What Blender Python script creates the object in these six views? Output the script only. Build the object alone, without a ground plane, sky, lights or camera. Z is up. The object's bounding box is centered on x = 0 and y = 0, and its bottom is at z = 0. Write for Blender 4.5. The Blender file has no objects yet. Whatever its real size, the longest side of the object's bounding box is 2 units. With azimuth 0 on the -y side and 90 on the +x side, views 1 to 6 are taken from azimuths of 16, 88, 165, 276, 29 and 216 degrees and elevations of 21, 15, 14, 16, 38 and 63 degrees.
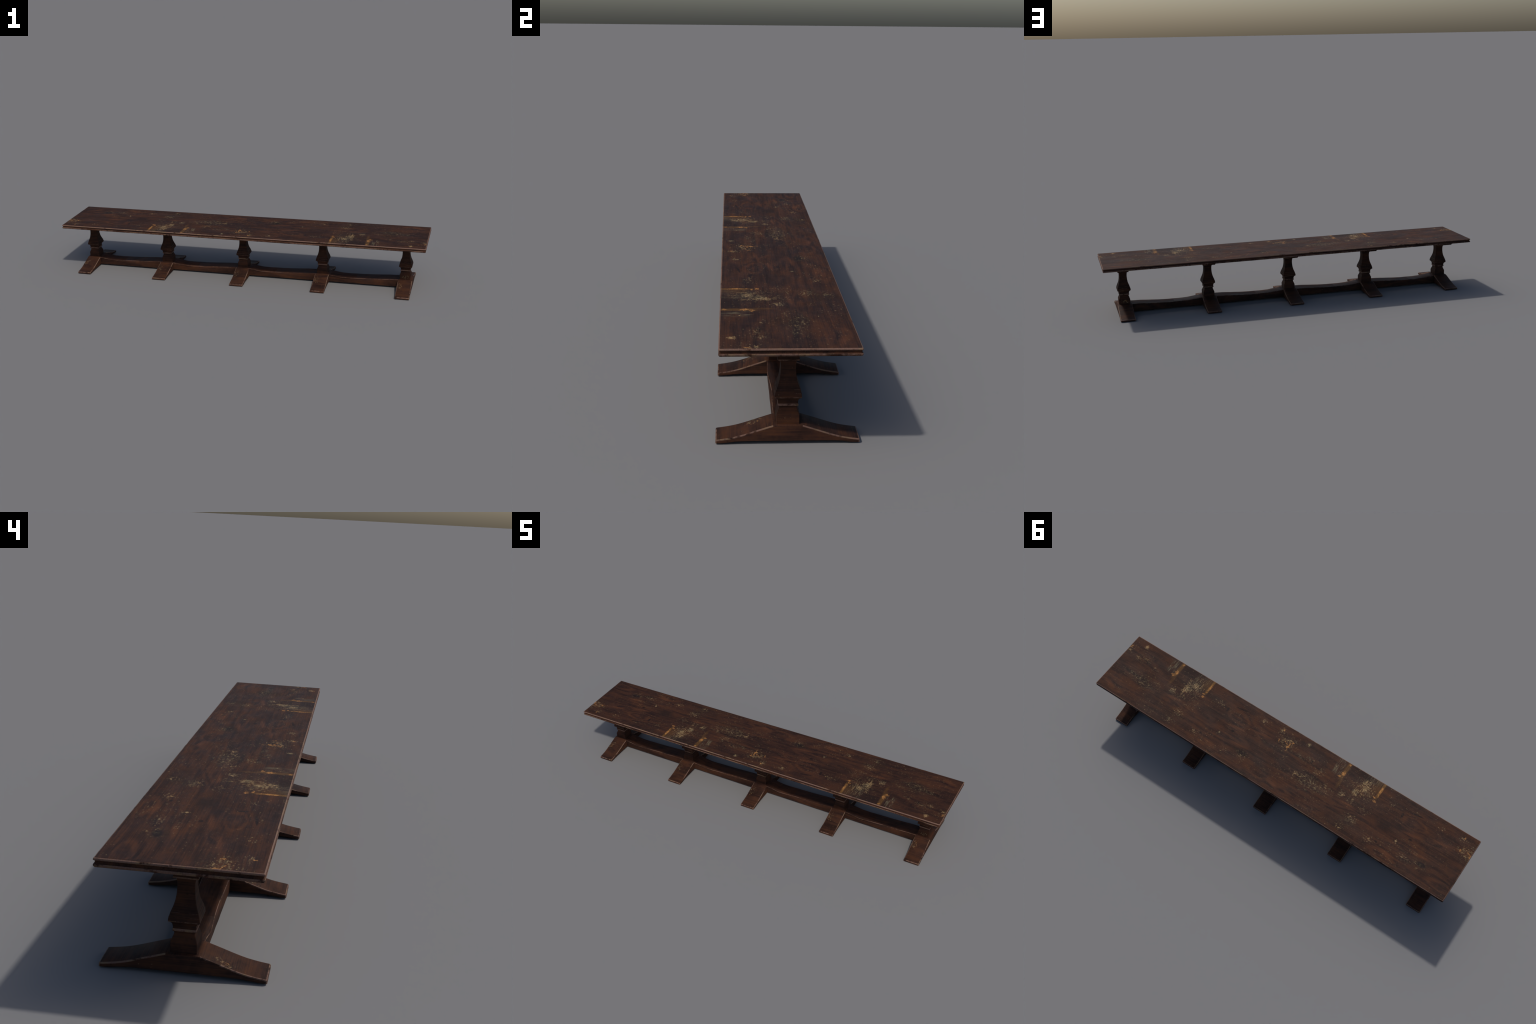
"""Long dark-oak refectory table: one moulded top on five square baluster
trestles, with splayed sledge feet joined by a hand-worn floor stretcher."""
import bpy, bmesh, math, random
from mathutils import Vector, noise

random.seed(7)

# ------------------------------------------------------------------ sizes (m)
HALF_LENGTH, HALF_WIDTH = 1.0, 0.1725
TOP_Z, UNDER_Z = 0.2786, 0.2583
TRESTLE_SPACING = 0.4444
TRESTLES = [(-2 + i) * TRESTLE_SPACING + 0.0005 for i in range(5)]
FOOT_HALF_X, FOOT_HALF_Y = 0.0377, 0.1822
FOOT_TOP = 0.0470
STRETCHER_HALF_Y = 0.0348


# ------------------------------------------------------------------ node tools
class Graph:
    """Small helper that writes shader node chains in a readable way."""

    def __init__(self, name):
        self.mat = bpy.data.materials.new(name)
        self.mat.use_nodes = True
        self.nt = self.mat.node_tree
        self.nt.nodes.clear()

    def node(self, kind, **props):
        n = self.nt.nodes.new(kind)
        for k, v in props.items():
            setattr(n, k, v)
        return n

    def put(self, socket, value):
        if isinstance(value, bpy.types.NodeSocket):
            self.nt.links.new(value, socket)
        else:
            socket.default_value = value

    def math(self, op, a, b=0.0, c=0.0, clamp=False):
        n = self.node('ShaderNodeMath', operation=op, use_clamp=clamp)
        for s, v in zip(n.inputs, (a, b, c)):
            self.put(s, v)
        return n.outputs[0]

    def add(self, a, b): return self.math('ADD', a, b)
    def sub(self, a, b): return self.math('SUBTRACT', a, b)
    def mul(self, a, b): return self.math('MULTIPLY', a, b)
    def top(self, a, b): return self.math('MAXIMUM', a, b)

    def step(self, v, lo, hi, out0=0.0, out1=1.0):
        n = self.node('ShaderNodeMapRange', interpolation_type='SMOOTHSTEP')
        for s, x in zip(n.inputs, (v, lo, hi, out0, out1)):
            self.put(s, x)
        return n.outputs[0]

    def vec(self, x, y, z=0.0):
        n = self.node('ShaderNodeCombineXYZ')
        for s, v in zip(n.inputs, (x, y, z)):
            self.put(s, v)
        return n.outputs[0]

    def scaled(self, v, s, offset=(0, 0, 0)):
        n = self.node('ShaderNodeMapping')
        self.put(n.inputs['Vector'], v)
        n.inputs['Scale'].default_value = s
        n.inputs['Location'].default_value = offset
        return n.outputs[0]

    def noise(self, v, detail=3.0, rough=0.55, distort=0.0):
        n = self.node('ShaderNodeTexNoise')
        self.put(n.inputs['Vector'], v)
        n.inputs['Scale'].default_value = 1.0
        n.inputs['Detail'].default_value = detail
        n.inputs['Roughness'].default_value = rough
        n.inputs['Distortion'].default_value = distort
        return n.outputs['Fac']

    def mix(self, f, a, b, blend='MIX'):
        n = self.node('ShaderNodeMix', data_type='RGBA', blend_type=blend)
        self.put(n.inputs[0], f)
        for s, v in ((n.inputs[6], a), (n.inputs[7], b)):
            self.put(s, v if isinstance(v, bpy.types.NodeSocket) else (*v, 1.0))
        return n.outputs[2]

    def ramp(self, f, stops):
        n = self.node('ShaderNodeValToRGB')
        els = n.color_ramp.elements
        while len(els) < len(stops):
            els.new(0.5)
        for e, (p, c) in zip(els, stops):
            e.position, e.color = p, (*c, 1.0)
        self.put(n.inputs[0], f)
        return n.outputs[0]


# wood palette (linear base colours)
DARK = (0.0165, 0.0080, 0.0060)
DEEP = (0.029, 0.0132, 0.0092)
BROWN = (0.046, 0.0192, 0.0112)
RUSSET = (0.071, 0.0270, 0.0125)
WORN = (0.200, 0.118, 0.090)
PALE = (0.29, 0.215, 0.115)
GREYGREEN = (0.125, 0.100, 0.058)
ORANGE = (0.36, 0.165, 0.050)
OCHRE = (0.125, 0.062, 0.018)


def wood(name, axis='x', seed=0.0, edge_wear=0.0, flecks=0.35, table=False,
         patches=(), vary=True):
    """Dark stained wood. axis: grain direction; edge_wear: 0 none .. 1 bare;
    patches: (u, v, ru, rv, strength) worn spots in object x / y (or z)."""
    g = Graph(name)
    tc = g.node('ShaderNodeTexCoord')
    co = tc.outputs['Object']
    if vary:
        info = g.node('ShaderNodeObjectInfo')
        off = g.mul(info.outputs['Random'], 7.0)
        sh = g.node('ShaderNodeVectorMath', operation='ADD')
        g.put(sh.inputs[0], co)
        g.put(sh.inputs[1], g.vec(off, off, off))
        p = sh.outputs[0]
    else:
        p = co
    sep = g.node('ShaderNodeSeparateXYZ')
    g.put(sep.inputs[0], co)
    X, Y, Z = sep.outputs

    def stretched(along, across):
        s = [across] * 3
        for a in axis:                      # 'xy': laid level around a post
            s['xyz'.index(a)] = along
        return tuple(s)

    def wrapped(c):                     # the wear repeats along the board
        return g.math('WRAP', g.sub(X, c), 0.5, -0.5)

    def spot(cu, cv, ru, rv, turn=0.0):
        a, b = wrapped(cu), g.sub(Y, cv)
        if turn:
            c, s = math.cos(turn), math.sin(turn)
            a, b = (g.add(g.mul(a, c), g.mul(b, s)),
                    g.sub(g.mul(b, c), g.mul(a, s)))
        a, b = g.mul(a, 1 / ru), g.mul(b, 1 / rv)
        d = g.math('SQRT', g.add(g.mul(a, a), g.mul(b, b)))
        return g.step(d, 1.0, 0.15)

    def total(items):
        r = items[0]
        for i in items[1:]:
            r = g.top(r, i)
        return r

    o = (seed, seed * 1.7, seed * 0.6)
    # figure: broad cathedral bands from contour lines of a stretched field
    field = g.noise(g.scaled(p, stretched(1.9, 7.5), o), 2.0, 0.5, 0.35)
    if table:                               # rings close around the knots
        rings = total([spot(0.292, -0.072, 0.10, 0.050), g.mul(spot(0.187, -0.040, 0.08, 0.032, 0.1), 0.6),
                       g.mul(spot(0.900, 0.138, 0.085, 0.038), 0.8), g.mul(spot(0.042, 0.118, 0.10, 0.045), 0.7),
                       g.mul(spot(0.330, 0.140, 0.12, 0.040, -0.1), 0.7), g.mul(spot(0.64, 0.04, 0.12, 0.035, 0.1), 0.5)])
        ragged = g.noise(g.scaled(co, (22, 40, 1), (3, 8, 0)), 3.0, 0.6)
        field = g.add(field, g.mul(g.mul(rings, g.add(ragged, 0.35)), 0.20))
    bands = g.math('SINE', g.mul(field, 46.0))
    bands = g.step(bands, -1.0, 1.0)
    if table:
        bands = g.mul(bands, g.add(g.mul(g.step(rings, 0.05, 0.5), 0.35), 0.9))
    fibre = g.noise(g.scaled(p, stretched(9.0, 330.0), o), 3.0, 0.65)
    streak = g.noise(g.scaled(p, stretched(2.6, 60.0), o), 3.0, 0.6)
    blotch = g.noise(g.scaled(p, stretched(9.0, 16.0), o), 4.0, 0.6)
    grime = g.noise(g.scaled(p, (60, 60, 60), o), 4.0, 0.7)
    tone = g.add(g.mul(bands, 0.17), g.mul(streak, 0.52))
    tone = g.add(tone, g.mul(g.sub(fibre, 0.5), 0.80))
    tone = g.add(tone, g.mul(g.sub(blotch, 0.5), 0.55))
    tone = g.add(tone, g.mul(g.sub(grime, 0.5), 0.50))
    col = g.ramp(tone, [(0.08, DARK), (0.26, DEEP), (0.43, BROWN), (0.72, RUSSET)])
    # small dark pits
    pit = g.noise(g.scaled(p, stretched(95, 150), (seed + 3, 5, 1)), 2.0, 0.5)
    col = g.mix(g.step(pit, 0.67, 0.74, 0, 0.65), col, DARK)

    # ---- worn, flecked finish
    speck = g.noise(g.scaled(p, (150, 150, 150), (seed + 9, 2, 4)), 3.0, 0.65)
    region = g.noise(g.scaled(p, (6.0, 9.0, 9.0), (seed + 5, 1, 8)), 2.0, 0.5)
    reach = g.mul(g.step(region, 0.45, 0.75), 0.075 * flecks)
    fleck = g.step(g.add(speck, reach), 0.735, 0.80)
    hue = g.noise(g.scaled(p, (38, 38, 38), (seed, 4, 2)), 2.0, 0.5)
    fleck_col = g.ramp(hue, [(0.36, GREYGREEN), (0.50, PALE), (0.64, ORANGE)])

    if table:
        def block(u0, u1, v0, v1, fu=0.002, fv=0.02):
            a = wrapped((u0 + u1) / 2)
            h = (u1 - u0) / 2
            m = g.step(g.math('ABSOLUTE', a), h + fu, h - fu)
            n = g.mul(g.step(Y, v1 + fv, v1 - fv), g.step(Y, v0 - fv, v0 + fv))
            return g.mul(m, n)

        cross = g.noise(g.scaled(co, (420, 26, 1), (1, 2, 0)), 3.0, 0.6)
        crumb = g.noise(g.scaled(co, (120, 130, 1), (4, 1, 0)), 4.0, 0.72)
        fine = g.noise(g.scaled(co, (260, 260, 1), (2, 7, 0)), 2.0, 0.6)
        long_ = g.noise(g.scaled(co, (45, 190, 1), (9, 3, 0)), 3.0, 0.6)

        # darker bruised ground below the scuffs
        bruise = total([spot(0.62, -0.165, 0.14, 0.055), spot(0.66, -0.13, 0.07, 0.05),
                        spot(0.60, 0.12, 0.13, 0.06), spot(0.84, 0.02, 0.12, 0.05),
                        spot(0.165, 0.075, 0.06, 0.04), spot(0.40, 0.01, 0.07, 0.04)])
        col = g.mix(g.mul(bruise, g.step(blotch, 0.30, 0.62, 0, 0.72)), col, (0.0150, 0.0092, 0.0080))
        # reddish flames of figure beside the knots
        flame = total([spot(0.325, 0.125, 0.055, 0.018, -0.12), spot(0.27, -0.02, 0.07, 0.012, 0.15),
                       spot(0.62, 0.02, 0.07, 0.011, 0.1), spot(0.14, -0.06, 0.07, 0.010, 0.12),
                       spot(0.95, 0.13, 0.05, 0.014, -0.12), spot(0.20, 0.05, 0.08, 0.010, 0.1)])
        col = g.mix(g.mul(flame, g.step(fibre, 0.3, 0.7, 0.35, 0.85)), col, (0.092, 0.034, 0.0155))
        # knots and plugged marks
        knot = total([spot(0.362, -0.078, 0.0085, 0.024, 0.12), spot(0.861, -0.073, 0.0075, 0.018, 0.1),
                      spot(0.27, 0.005, 0.014, 0.010), spot(0.395, 0.10, 0.012, 0.007, -0.3),
                      spot(0.835, -0.100, 0.008, 0.008), spot(0.166, 0.08, 0.032, 0.018),
                      spot(0.305, -0.118, 0.05, 0.006, 0.12)])
        col = g.mix(g.mul(g.step(knot, 0.10, 0.75), g.step(grime, 0.25, 0.55, 0.45, 0.92)), col, (0.013, 0.0075, 0.0070))

        # brown-gold stripes left across the board
        gold = total([g.mul(block(0.5025, 0.516, -0.19, -0.085, 0.0018), 0.95),
                      g.mul(block(0.692, 0.711, -0.19, -0.075, 0.005), 0.72),
                      g.mul(block(0.687, 0.700, -0.085, -0.03, 0.005), 0.45),
                      g.mul(block(0.516, 0.545, -0.19, -0.10, 0.012), 0.30)])
        col = g.mix(g.mul(gold, g.step(cross, 0.25, 0.6, 0.3, 0.9)), col, OCHRE)
        hot = total([spot(0.508, -0.125, 0.011, 0.060), spot(0.508, -0.066, 0.016, 0.013),
                     spot(0.517, -0.083, 0.014, 0.008), spot(0.702, -0.105, 0.018, 0.028),
                     spot(0.712, -0.085, 0.016, 0.014), spot(0.700, -0.160, 0.012, 0.012)])
        hotm = g.step(g.add(g.add(g.mul(crumb, 0.6), g.mul(fine, 0.4)), g.mul(hot, 0.20)), 0.60, 0.76)
        hotm = g.mul(hotm, g.step(hot, 0.02, 0.3))

        # thin olive bloom where the polish has gone dull
        bloom = total([spot(0.80, 0.03, 0.14, 0.07), spot(0.60, -0.07, 0.10, 0.08), spot(0.90, -0.07, 0.08, 0.04),
                       spot(0.56, 0.09, 0.07, 0.06), spot(0.02, -0.06, 0.07, 0.04), spot(0.17, 0.08, 0.06, 0.04)])
        col = g.mix(g.mul(bloom, g.step(crumb, 0.46, 0.72, 0, 0.34)), col, (0.105, 0.080, 0.040))
        # pale cross-scuffs
        scuff = total([spot(0.573, -0.098, 0.034, 0.050), spot(0.604, -0.055, 0.030, 0.040),
                       g.mul(spot(0.575, -0.095, 0.085, 0.095), 0.72),
                       g.mul(spot(0.60, 0.00, 0.05, 0.05), 0.45)])
        value = g.add(g.add(g.mul(cross, 0.34), g.mul(crumb, 0.42)), g.mul(fine, 0.24))
        scuffm = g.step(g.add(value, g.mul(scuff, 0.160)), 0.575, 0.730)
        scuffm = g.mul(scuffm, g.step(scuff, 0.02, 0.25))
        comb = g.mul(block(0.718, 0.758, -0.19, -0.090, 0.008, 0.014), 1.0)
        comb = g.top(comb, g.mul(block(0.52, 0.60, -0.19, -0.125, 0.012, 0.016), 0.5))
        combm = g.mul(g.step(cross, 0.50, 0.62), comb)
        # flakes: small chipped groups
        flake = total([spot(0.549, 0.072, 0.048, 0.040), g.mul(spot(0.575, 0.130, 0.040, 0.030), 0.75),
                       spot(0.893, 0.022, 0.022, 0.020), g.mul(spot(0.83, 0.030, 0.12, 0.060), 0.55),
                       g.mul(spot(0.74, 0.01, 0.06, 0.05), 0.55), spot(0.655, -0.01, 0.030, 0.030),
                       g.mul(spot(0.52, 0.0, 0.06, 0.06), 0.5), spot(0.923, -0.140, 0.020, 0.018),
                       spot(0.920, -0.066, 0.028, 0.020), g.mul(spot(0.875, -0.080, 0.05, 0.030), 0.8),
                       g.mul(spot(0.80, -0.05, 0.05, 0.04), 0.6), g.mul(spot(0.015, -0.095, 0.085, 0.065), 0.75),
                       g.mul(spot(0.072, -0.135, 0.030, 0.026), 0.85), g.mul(spot(0.176, -0.125, 0.028, 0.022), 0.75),
                       g.mul(spot(0.321, 0.047, 0.012, 0.012), 0.95), g.mul(spot(0.43, 0.11, 0.05, 0.03), 0.55),
                       g.mul(spot(0.165, 0.10, 0.06, 0.04), 0.5), g.mul(spot(0.42, -0.09, 0.05, 0.03), 0.45),
                       g.mul(spot(0.25, 0.10, 0.05, 0.03), 0.45)])
        value2 = g.add(g.add(g.mul(crumb, 0.45), g.mul(fine, 0.25)), g.mul(long_, 0.30))
        flakem = g.step(g.add(value2, g.add(g.mul(flake, 0.100), g.mul(g.step(region, 0.35, 0.7), 0.038))), 0.575, 0.745)
        solid = g.mul(total([spot(0.922, -0.142, 0.012, 0.010), spot(0.321, 0.047, 0.008, 0.007),
                             spot(0.752, -0.12, 0.004, 0.004)]), g.step(crumb, 0.35, 0.55))
        paleface = g.mul(g.top(g.top(scuffm, flakem), solid), 0.82)
        tint = g.ramp(hue, [(0.34, GREYGREEN), (0.46, (0.25, 0.185, 0.095)), (0.62, (0.36, 0.235, 0.110))])
        col = g.mix(g.mul(combm, 0.66), col, (0.135, 0.115, 0.070))
        col = g.mix(paleface, col, tint)
        col = g.mix(g.mul(hotm, 0.9), col, ORANGE)
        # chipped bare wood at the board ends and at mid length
        star = total([spot(0.002, -0.074, 0.011, 0.022), spot(0.013, -0.085, 0.030, 0.0028, -0.45),
                      spot(0.058, -0.083, 0.006, 0.016, 0.3), spot(0.990, -0.104, 0.006, 0.013, -0.2),
                      spot(0.066, -0.142, 0.005, 0.012), spot(0.0, -0.080, 0.005, 0.045)])
        edgeish = g.add(g.mul(crumb, 0.6), g.mul(fine, 0.4))
        starm = g.mul(g.step(g.add(edgeish, g.mul(star, 0.16)), 0.53, 0.72), g.step(star, 0.03, 0.25))
        col = g.mix(g.mul(starm, 0.85), col, ORANGE)
        fleck = g.mul(fleck, 0.7)
    else:
        for (a, b, ra, rb, k) in patches:
            u = g.mul(g.sub(X, a), 1 / ra)
            v = g.mul(g.sub(Z if axis == 'xy' else Y, b), 1 / rb)
            d = g.math('SQRT', g.add(g.mul(u, u), g.mul(v, v)))
            fleck = g.top(fleck, g.mul(g.step(g.add(speck, g.step(d, 1.0, 0.2, 0, 0.17)), 0.66, 0.78), k))
    col = g.mix(g.mul(fleck, 0.72), col, fleck_col)

    if edge_wear:
        run = g.noise(g.scaled(p, (14, 14, 40), (seed + 2, 6, 3)), 3.0, 0.6)
        chip = g.noise(g.scaled(p, (110, 110, 110), (seed + 1, 1, 5)), 3.0, 0.6)
        wear = g.add(g.mul(run, 0.62), g.mul(chip, 0.38))
        wear = g.step(wear, 0.56 - 0.26 * edge_wear, 0.70 - 0.26 * edge_wear)
        bare = g.mix(g.step(fibre, 0.25, 0.75), tuple(c * 0.72 for c in WORN), WORN)
        bare = g.mix(g.step(hue, 0.50, 0.62, 0, 0.45), bare, (0.21, 0.145, 0.075))
        col = g.mix(g.mul(wear, 0.45 + 0.5 * edge_wear), col, bare)

    bs = g.node('ShaderNodeBsdfPrincipled')
    g.put(bs.inputs['Base Color'], col)
    g.put(bs.inputs['Roughness'], g.step(blotch, 0.25, 0.75, 0.58, 0.74))
    bs.inputs['Specular IOR Level'].default_value = 0.10
    bump = g.node('ShaderNodeBump')
    bump.inputs['Strength'].default_value = 0.35
    bump.inputs['Distance'].default_value = 0.0006
    g.put(bump.inputs['Height'], g.add(g.mul(fibre, 0.6), g.mul(fleck, -0.8)))
    g.put(bs.inputs['Normal'], bump.outputs[0])
    out = g.node('ShaderNodeOutputMaterial')
    g.nt.links.new(bs.outputs[0], out.inputs[0])
    return g.mat


M_TOP = wood('tabletop_wood', 'x', 1.3, table=True, vary=False, flecks=0.9)
M_RIM = wood('tabletop_worn_edge', 'x', 2.1, edge_wear=0.84, vary=False)
M_LOWER_RIM = wood('tabletop_lower_edge', 'x', 6.4, edge_wear=0.55, vary=False)
M_GROOVE = wood('tabletop_groove', 'x', 3.7, vary=False, flecks=0.9)
M_POST = wood('post_wood', 'xy', 4.2, flecks=0.8)
M_POST_CHIPPED = wood('post_wood_chipped', 'xy', 8.8, flecks=0.6,
                      patches=[(0.0, 0.062, 0.034, 0.017, 0.9)])
M_BEAD = wood('post_worn_edge', 'x', 5.5, edge_wear=0.70)
M_LINE = wood('post_line_edge', 'x', 5.9, edge_wear=0.45)
M_FOOT = wood('foot_wood', 'x', 6.1, flecks=1.0,
              patches=[(-0.022, -0.085, 0.024, 0.040, 0.6)])
M_FOOT_SIDE = wood('foot_side_wood', 'y', 3.3, flecks=1.2)
M_FOOT_EDGE = wood('foot_worn_edge', 'y', 7.4, edge_wear=0.66)
M_STRETCHER = wood('stretcher_wood', 'x', 9.2, flecks=1.0)
M_STRETCHER_EDGE = wood('stretcher_worn_edge', 'x', 1.9, edge_wear=0.50)
M_BATTEN = wood('batten_wood', 'y', 2.7)


# ------------------------------------------------------------------ mesh tools
def finish(name, bm, mats, smooth_angle=35):
    bmesh.ops.recalc_face_normals(bm, faces=bm.faces)
    me = bpy.data.meshes.new(name)
    bm.to_mesh(me)
    bm.free()
    for m in mats:
        me.materials.append(m)
    for poly in me.polygons:
        poly.use_smooth = True
    me.set_sharp_from_angle(angle=math.radians(smooth_angle))
    return me


def place(name, mesh, parent, location=(0, 0, 0)):
    ob = bpy.data.objects.new(name, mesh)
    bpy.context.scene.collection.objects.link(ob)
    ob.parent = parent
    ob.location = location
    return ob


def loft(bm, rings, mat_of, closed=True):
    """Skin a list of equally long vertex rings; mat_of(level, index)."""
    vs = [[bm.verts.new(p) for p in r] for r in rings]
    n = len(vs[0])
    for k in range(len(vs) - 1):
        for i in range(n if closed else n - 1):
            j = (i + 1) % n
            f = bm.faces.new((vs[k][i], vs[k][j], vs[k + 1][j], vs[k + 1][i]))
            f.material_index = mat_of(k, i)
    return vs


def lerp_profile(t, knots):
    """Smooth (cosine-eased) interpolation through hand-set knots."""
    for (a, va), (b, vb) in zip(knots, knots[1:]):
        if t <= b:
            s = max(0.0, (t - a) / (b - a))
            return va + (vb - va) * s
    return knots[-1][1]


def catmull(knots, steps):
    pts = [knots[0]] + list(knots) + [knots[-1]]
    out = []
    for i in range(1, len(pts) - 2):
        p0, p1, p2, p3 = (Vector(p) for p in pts[i - 1:i + 3])
        for s in range(steps):
            t = s / steps
            out.append(0.5 * ((2 * p1) + (p2 - p0) * t + (2 * p0 - 5 * p1 + 4 * p2 - p3) * t * t
                              + (3 * p1 - p0 - 3 * p2 + p3) * t ** 3))
    out.append(Vector(knots[-1]))
    return out


# ------------------------------------------------------------------ tabletop
def rounded_outline(inset, r=0.0030, step=0.008):
    hx, hy = HALF_LENGTH - inset, HALF_WIDTH - inset
    pts = []
    corners = [(1, 1, 0), (-1, 1, 90), (-1, -1, 180), (1, -1, 270)]
    for k, (sx, sy, a0) in enumerate(corners):
        for i in range(5):
            a = math.radians(a0 + 22.5 * i)
            pts.append((sx * (hx - r) + r * math.cos(a), sy * (hy - r) + r * math.sin(a)))
        nx, ny, na = corners[(k + 1) % 4]
        a = math.radians(na)
        end = (nx * (hx - r) + r * math.cos(a), ny * (hy - r) + r * math.sin(a))
        x0, y0 = pts[-1]
        span = 2 * (HALF_LENGTH if k in (0, 2) else HALF_WIDTH)
        n = int(span / step)
        for i in range(1, n):
            t = i / n
            pts.append((x0 + (end[0] - x0) * t, y0 + (end[1] - y0) * t))
    return pts


def build_tabletop():
    # edge moulding from the top face down: (inset, z, raggedness)
    moulding = [(0.0120, TOP_Z, 0.0), (0.0030, TOP_Z, 0.6), (0.0018, TOP_Z - 0.0002, 1.0),
                (0.0006, TOP_Z - 0.0013, 1.0), (0.0000, TOP_Z - 0.0030, 0.6),
                (0.0002, TOP_Z - 0.0045, 0.4), (0.0010, TOP_Z - 0.0053, 0.4), (0.0026, TOP_Z - 0.0057, 0.2),
                (0.0031, TOP_Z - 0.0080, 0.1), (0.0031, TOP_Z - 0.0105, 0.1),
                (0.0025, TOP_Z - 0.0124, 0.2), (0.0009, TOP_Z - 0.0130, 0.5),
                (0.0000, TOP_Z - 0.0150, 0.6), (0.0004, TOP_Z - 0.0172, 0.7),
                (0.0020, UNDER_Z + 0.0004, 0.5), (0.0045, UNDER_Z, 0.2), (0.0120, UNDER_Z, 0.0)]
    mats = [0, 1, 1, 1, 1, 1, 3, 3, 3, 3, 3, 2, 2, 2, 2, 0]
    rings = []
    for lvl, (inset, z, rag) in enumerate(moulding):
        ring = []
        for (x, y) in rounded_outline(inset):
            q = Vector((x * 55, y * 55, lvl * 0.35))
            w = noise.fractal(q, 0.8, 2.0, 3)
            c = max(0.0, noise.noise(Vector((x * 23 + 40, y * 23, 7 + lvl * 0.15))) - 0.25)
            cut = rag * (0.00028 * w + 0.0016 * c)
            sx = 1 - max(0.0, cut) / HALF_WIDTH if abs(abs(y) - HALF_WIDTH) < 0.02 else 1
            sl = 1 - max(0.0, cut) / HALF_LENGTH if abs(abs(x) - HALF_LENGTH) < 0.02 else 1
            ring.append((x * sl, y * sx, z - (0.25 * cut if lvl == 2 else 0)))
        rings.append(ring)
    bm = bmesh.new()
    vs = loft(bm, rings, lambda k, i: mats[k])
    bm.faces.new(vs[0])
    bm.faces.new(list(reversed(vs[-1])))
    return finish('tabletop', bm, [M_TOP, M_RIM, M_LOWER_RIM, M_GROOVE], 50)


# ------------------------------------------------------------------ post
def build_post():
    # half width by height, floor up: plinth, cove, bead, vase, neck, cap
    spec = [(0.0290, 0.0450), (0.0290, 0.0690), (0.0287, 0.0712), (0.0272, 0.0755), (0.0255, 0.0795),
            (0.0236, 0.0845), (0.0224, 0.0878), (0.0222, 0.0900), (0.0226, 0.0918), (0.0240, 0.0938),
            (0.0256, 0.0948), (0.0260, 0.0962), (0.0260, 0.0992), (0.0253, 0.1010),
            (0.0246, 0.1014), (0.0248, 0.1030), (0.0252, 0.1062), (0.0258, 0.1095), (0.0266, 0.1122),
            (0.0280, 0.1142), (0.0284, 0.1150), (0.0310, 0.1170), (0.0336, 0.1190), (0.0341, 0.1202), (0.0341, 0.1214),
            (0.0339, 0.1240), (0.0334, 0.1288), (0.0333, 0.1300), (0.0327, 0.1305), (0.0318, 0.1335),
            (0.0306, 0.1382), (0.0304, 0.1395), (0.0297, 0.1400), (0.0284, 0.1435), (0.0264, 0.1490), (0.0243, 0.1550),
            (0.0226, 0.1612), (0.0212, 0.1680), (0.0202, 0.1750), (0.0195, 0.1825), (0.0191, 0.1900),
            (0.0190, 0.1970), (0.0194, 0.2045), (0.0203, 0.2105), (0.0215, 0.2135), (0.0238, 0.2150),
            (0.0274, 0.2158), (0.0277, 0.2166), (0.0277, 0.2195), (0.0269, 0.2200), (0.0268, 0.2424)]
    bead = {10, 11, 12}
    line = {22, 23, 27, 31, 46, 47}
    rings = []
    for hw, z in spec:
        c = 0.0011
        ring = []
        for sx, sy in ((1, -1), (1, 1), (-1, 1), (-1, -1)):
            a = (sx * hw, sy * (hw - c), z)
            b = (sx * (hw - c), sy * hw, z)
            ring += [a, b] if sx * sy > 0 else [b, a]
        rings.append(ring)
    bm = bmesh.new()
    vs = loft(bm, rings, lambda k, i: 1 if k in bead else 2 if k in line else 0)
    bm.faces.new(list(reversed(vs[0])))
    bm.faces.new(vs[-1])
    return finish('post', bm, [M_POST, M_BEAD, M_LINE], 24)


# ------------------------------------------------------------------ foot
def build_foot():
    # side outline of half a sledge foot (y outward, z), mirrored
    upper = [(y, z) for y, z in catmull([(0.0372, FOOT_TOP), (0.067, 0.0374), (0.104, 0.0250),
                                         (0.130, 0.0174), (0.155, 0.0124), (FOOT_HALF_Y, 0.0086)], 5)]
    lower = [(y, z) for y, z in catmull([(FOOT_HALF_Y, 0.0), (0.160, 0.0010), (0.138, 0.0038),
                                         (0.118, 0.0054), (0.090, 0.0060)], 4)]
    half = upper + lower
    outline = [(y, z) for y, z in half] + [(-y, z) for y, z in reversed(half)]
    bm = bmesh.new()
    side = [bm.verts.new((-FOOT_HALF_X, y, z)) for y, z in outline]
    f = bm.faces.new(side)
    r = bmesh.ops.extrude_face_region(bm, geom=[f])
    for v in r['geom']:
        if isinstance(v, bmesh.types.BMVert):
            v.co.x += 2 * FOOT_HALF_X
    bmesh.ops.recalc_face_normals(bm, faces=bm.faces)
    sharp = [e for e in bm.edges if len(e.link_faces) == 2 and e.calc_face_angle() > math.radians(40)
             and min(f.normal.z for f in e.link_faces) > -0.5]
    bmesh.ops.bevel(bm, geom=sharp, offset=0.0030, segments=2, profile=0.5,
                    affect='EDGES', material=1, clamp_overlap=True)
    # the middle block keeps its plain top arris; the underside is unworn
    for fc in bm.faces:
        c = fc.calc_center_median()
        if c.z < 0.0045 and fc.normal.z < -0.2:
            fc.material_index = 0
        if abs(c.y) < 0.036 and fc.material_index == 1:
            fc.material_index = 0
        if abs(fc.normal.x) > 0.98:
            fc.material_index = 2
    return finish('foot', bm, [M_FOOT, M_FOOT_EDGE, M_FOOT_SIDE], 30)


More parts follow.
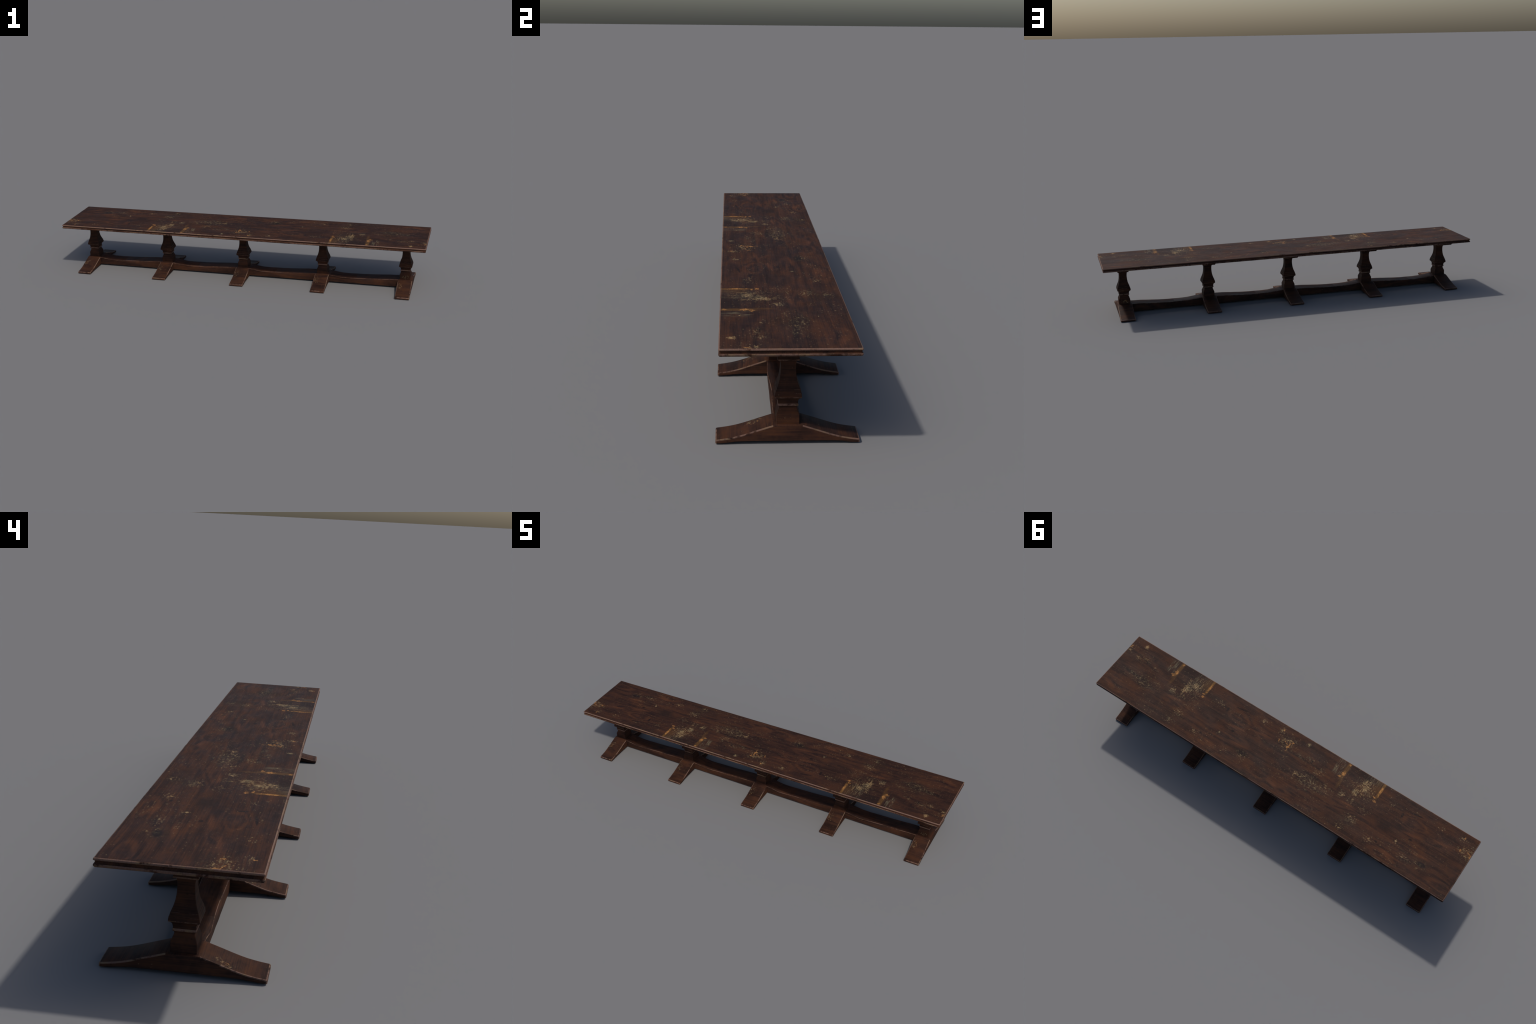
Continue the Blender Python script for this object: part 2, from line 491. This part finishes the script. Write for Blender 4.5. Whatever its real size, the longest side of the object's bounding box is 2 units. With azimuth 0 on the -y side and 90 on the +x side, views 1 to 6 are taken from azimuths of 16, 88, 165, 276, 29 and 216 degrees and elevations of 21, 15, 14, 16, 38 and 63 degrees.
# ------------------------------------------------------------------ stretcher
def build_stretcher():
    """One span, from foot side to foot side; its top sags and its arrises
    are worn back unevenly by shoes."""
    x0, x1 = FOOT_HALF_X - 0.0008, TRESTLE_SPACING - FOOT_HALF_X + 0.0008
    n = 72

    def bell(x, c, w):
        return math.exp(-((x - c) / w) ** 2)

    rings = []
    for i in range(n + 1):
        x = x0 + (x1 - x0) * i / n
        sag = lerp_profile(x, [(0.0, 0.0), (0.040, 0.0), (0.072, 0.0042), (0.105, 0.0082), (0.150, 0.0092),
                               (0.215, 0.0090), (0.270, 0.0068), (0.310, 0.0044), (0.365, 0.0010), (0.41, 0.0)])
        zt = FOOT_TOP - 0.0015 - sag
        tilt = 0.0014 * bell(x, 0.125, 0.05)      # front arris dips first
        zt += 0.0003 * noise.noise(Vector((x * 30, 3, 1)))
        w1 = 0.0005 * noise.noise(Vector((x * 24, 0, 5)))
        w2 = 0.0005 * noise.noise(Vector((x * 24, 9, 5)))
        front, back = -STRETCHER_HALF_Y + w1, STRETCHER_HALF_Y + w2
        wf = 0.0042 * bell(x, 0.245, 0.075) - 0.0022 * bell(x, 0.11, 0.035)
        wb = 0.0030 * bell(x, 0.115, 0.060)
        zb = 0.0060
        ring = [(front + 0.0015, zb), (front, zb + 0.0015),
                (front, zt - 0.009), (front + 0.35 * wf, zt - 0.0045 - 0.15 * wf),
                (front + wf, zt - tilt - 0.0012), (front + wf + 0.0014, zt - tilt),
                (back - wb - 0.0014, zt + 0.0003), (back - wb, zt - 0.0010),
                (back - 0.35 * wb, zt - 0.0042 - 0.15 * wb), (back, zt - 0.009),
                (back, zb + 0.0015), (back - 0.0015, zb)]
        rings.append([(x, y, z) for y, z in ring])
    bm = bmesh.new()
    vs = loft(bm, rings, lambda k, i: 1 if i in (4, 6) else 0)
    bm.faces.new(list(reversed(vs[0])))
    bm.faces.new(vs[-1])
    return finish('stretcher', bm, [M_STRETCHER, M_STRETCHER_EDGE], 40)


# ------------------------------------------------------------------ batten
def build_batten():
    hx, hy, zb, zt = 0.0195, 0.1370, 0.2418, UNDER_Z + 0.0012
    outline = [(-hy, zt), (-hy, zb + 0.0085), (-hy + 0.010, zb), (hy - 0.010, zb), (hy, zb + 0.0085), (hy, zt)]
    bm = bmesh.new()
    f = bm.faces.new([bm.verts.new((-hx, y, z)) for y, z in outline])
    r = bmesh.ops.extrude_face_region(bm, geom=[f])
    for v in r['geom']:
        if isinstance(v, bmesh.types.BMVert):
            v.co.x += 2 * hx
    bmesh.ops.recalc_face_normals(bm, faces=bm.faces)
    bmesh.ops.bevel(bm, geom=[e for e in bm.edges if min(v.co.z for v in e.verts) < zt - 0.003],
                    offset=0.0008, segments=1, affect='EDGES', clamp_overlap=True)
    return finish('cross_batten', bm, [M_BATTEN], 30)


# ------------------------------------------------------------------ assembly
table = bpy.data.objects.new('refectory_table', None)
bpy.context.scene.collection.objects.link(table)
table['label'] = 'long dark worn wooden trestle dining table with five baluster legs'
table['category'] = 'dining table'

place('tabletop', build_tabletop(), table)
post, foot, batten, stretcher = build_post(), build_foot(), build_batten(), build_stretcher()
for i, x in enumerate(TRESTLES):
    ob = place('post', post, table, (x, 0, 0))
    if i == 4:                        # the end post by the window is chipped
        ob.material_slots[0].link = 'OBJECT'
        ob.material_slots[0].material = M_POST_CHIPPED
    place('foot', foot, table, (x, 0, 0))
    place('cross_batten', batten, table, (x, 0, 0))
    if i < 4:
        place('stretcher', stretcher, table, (x, 0, 0))
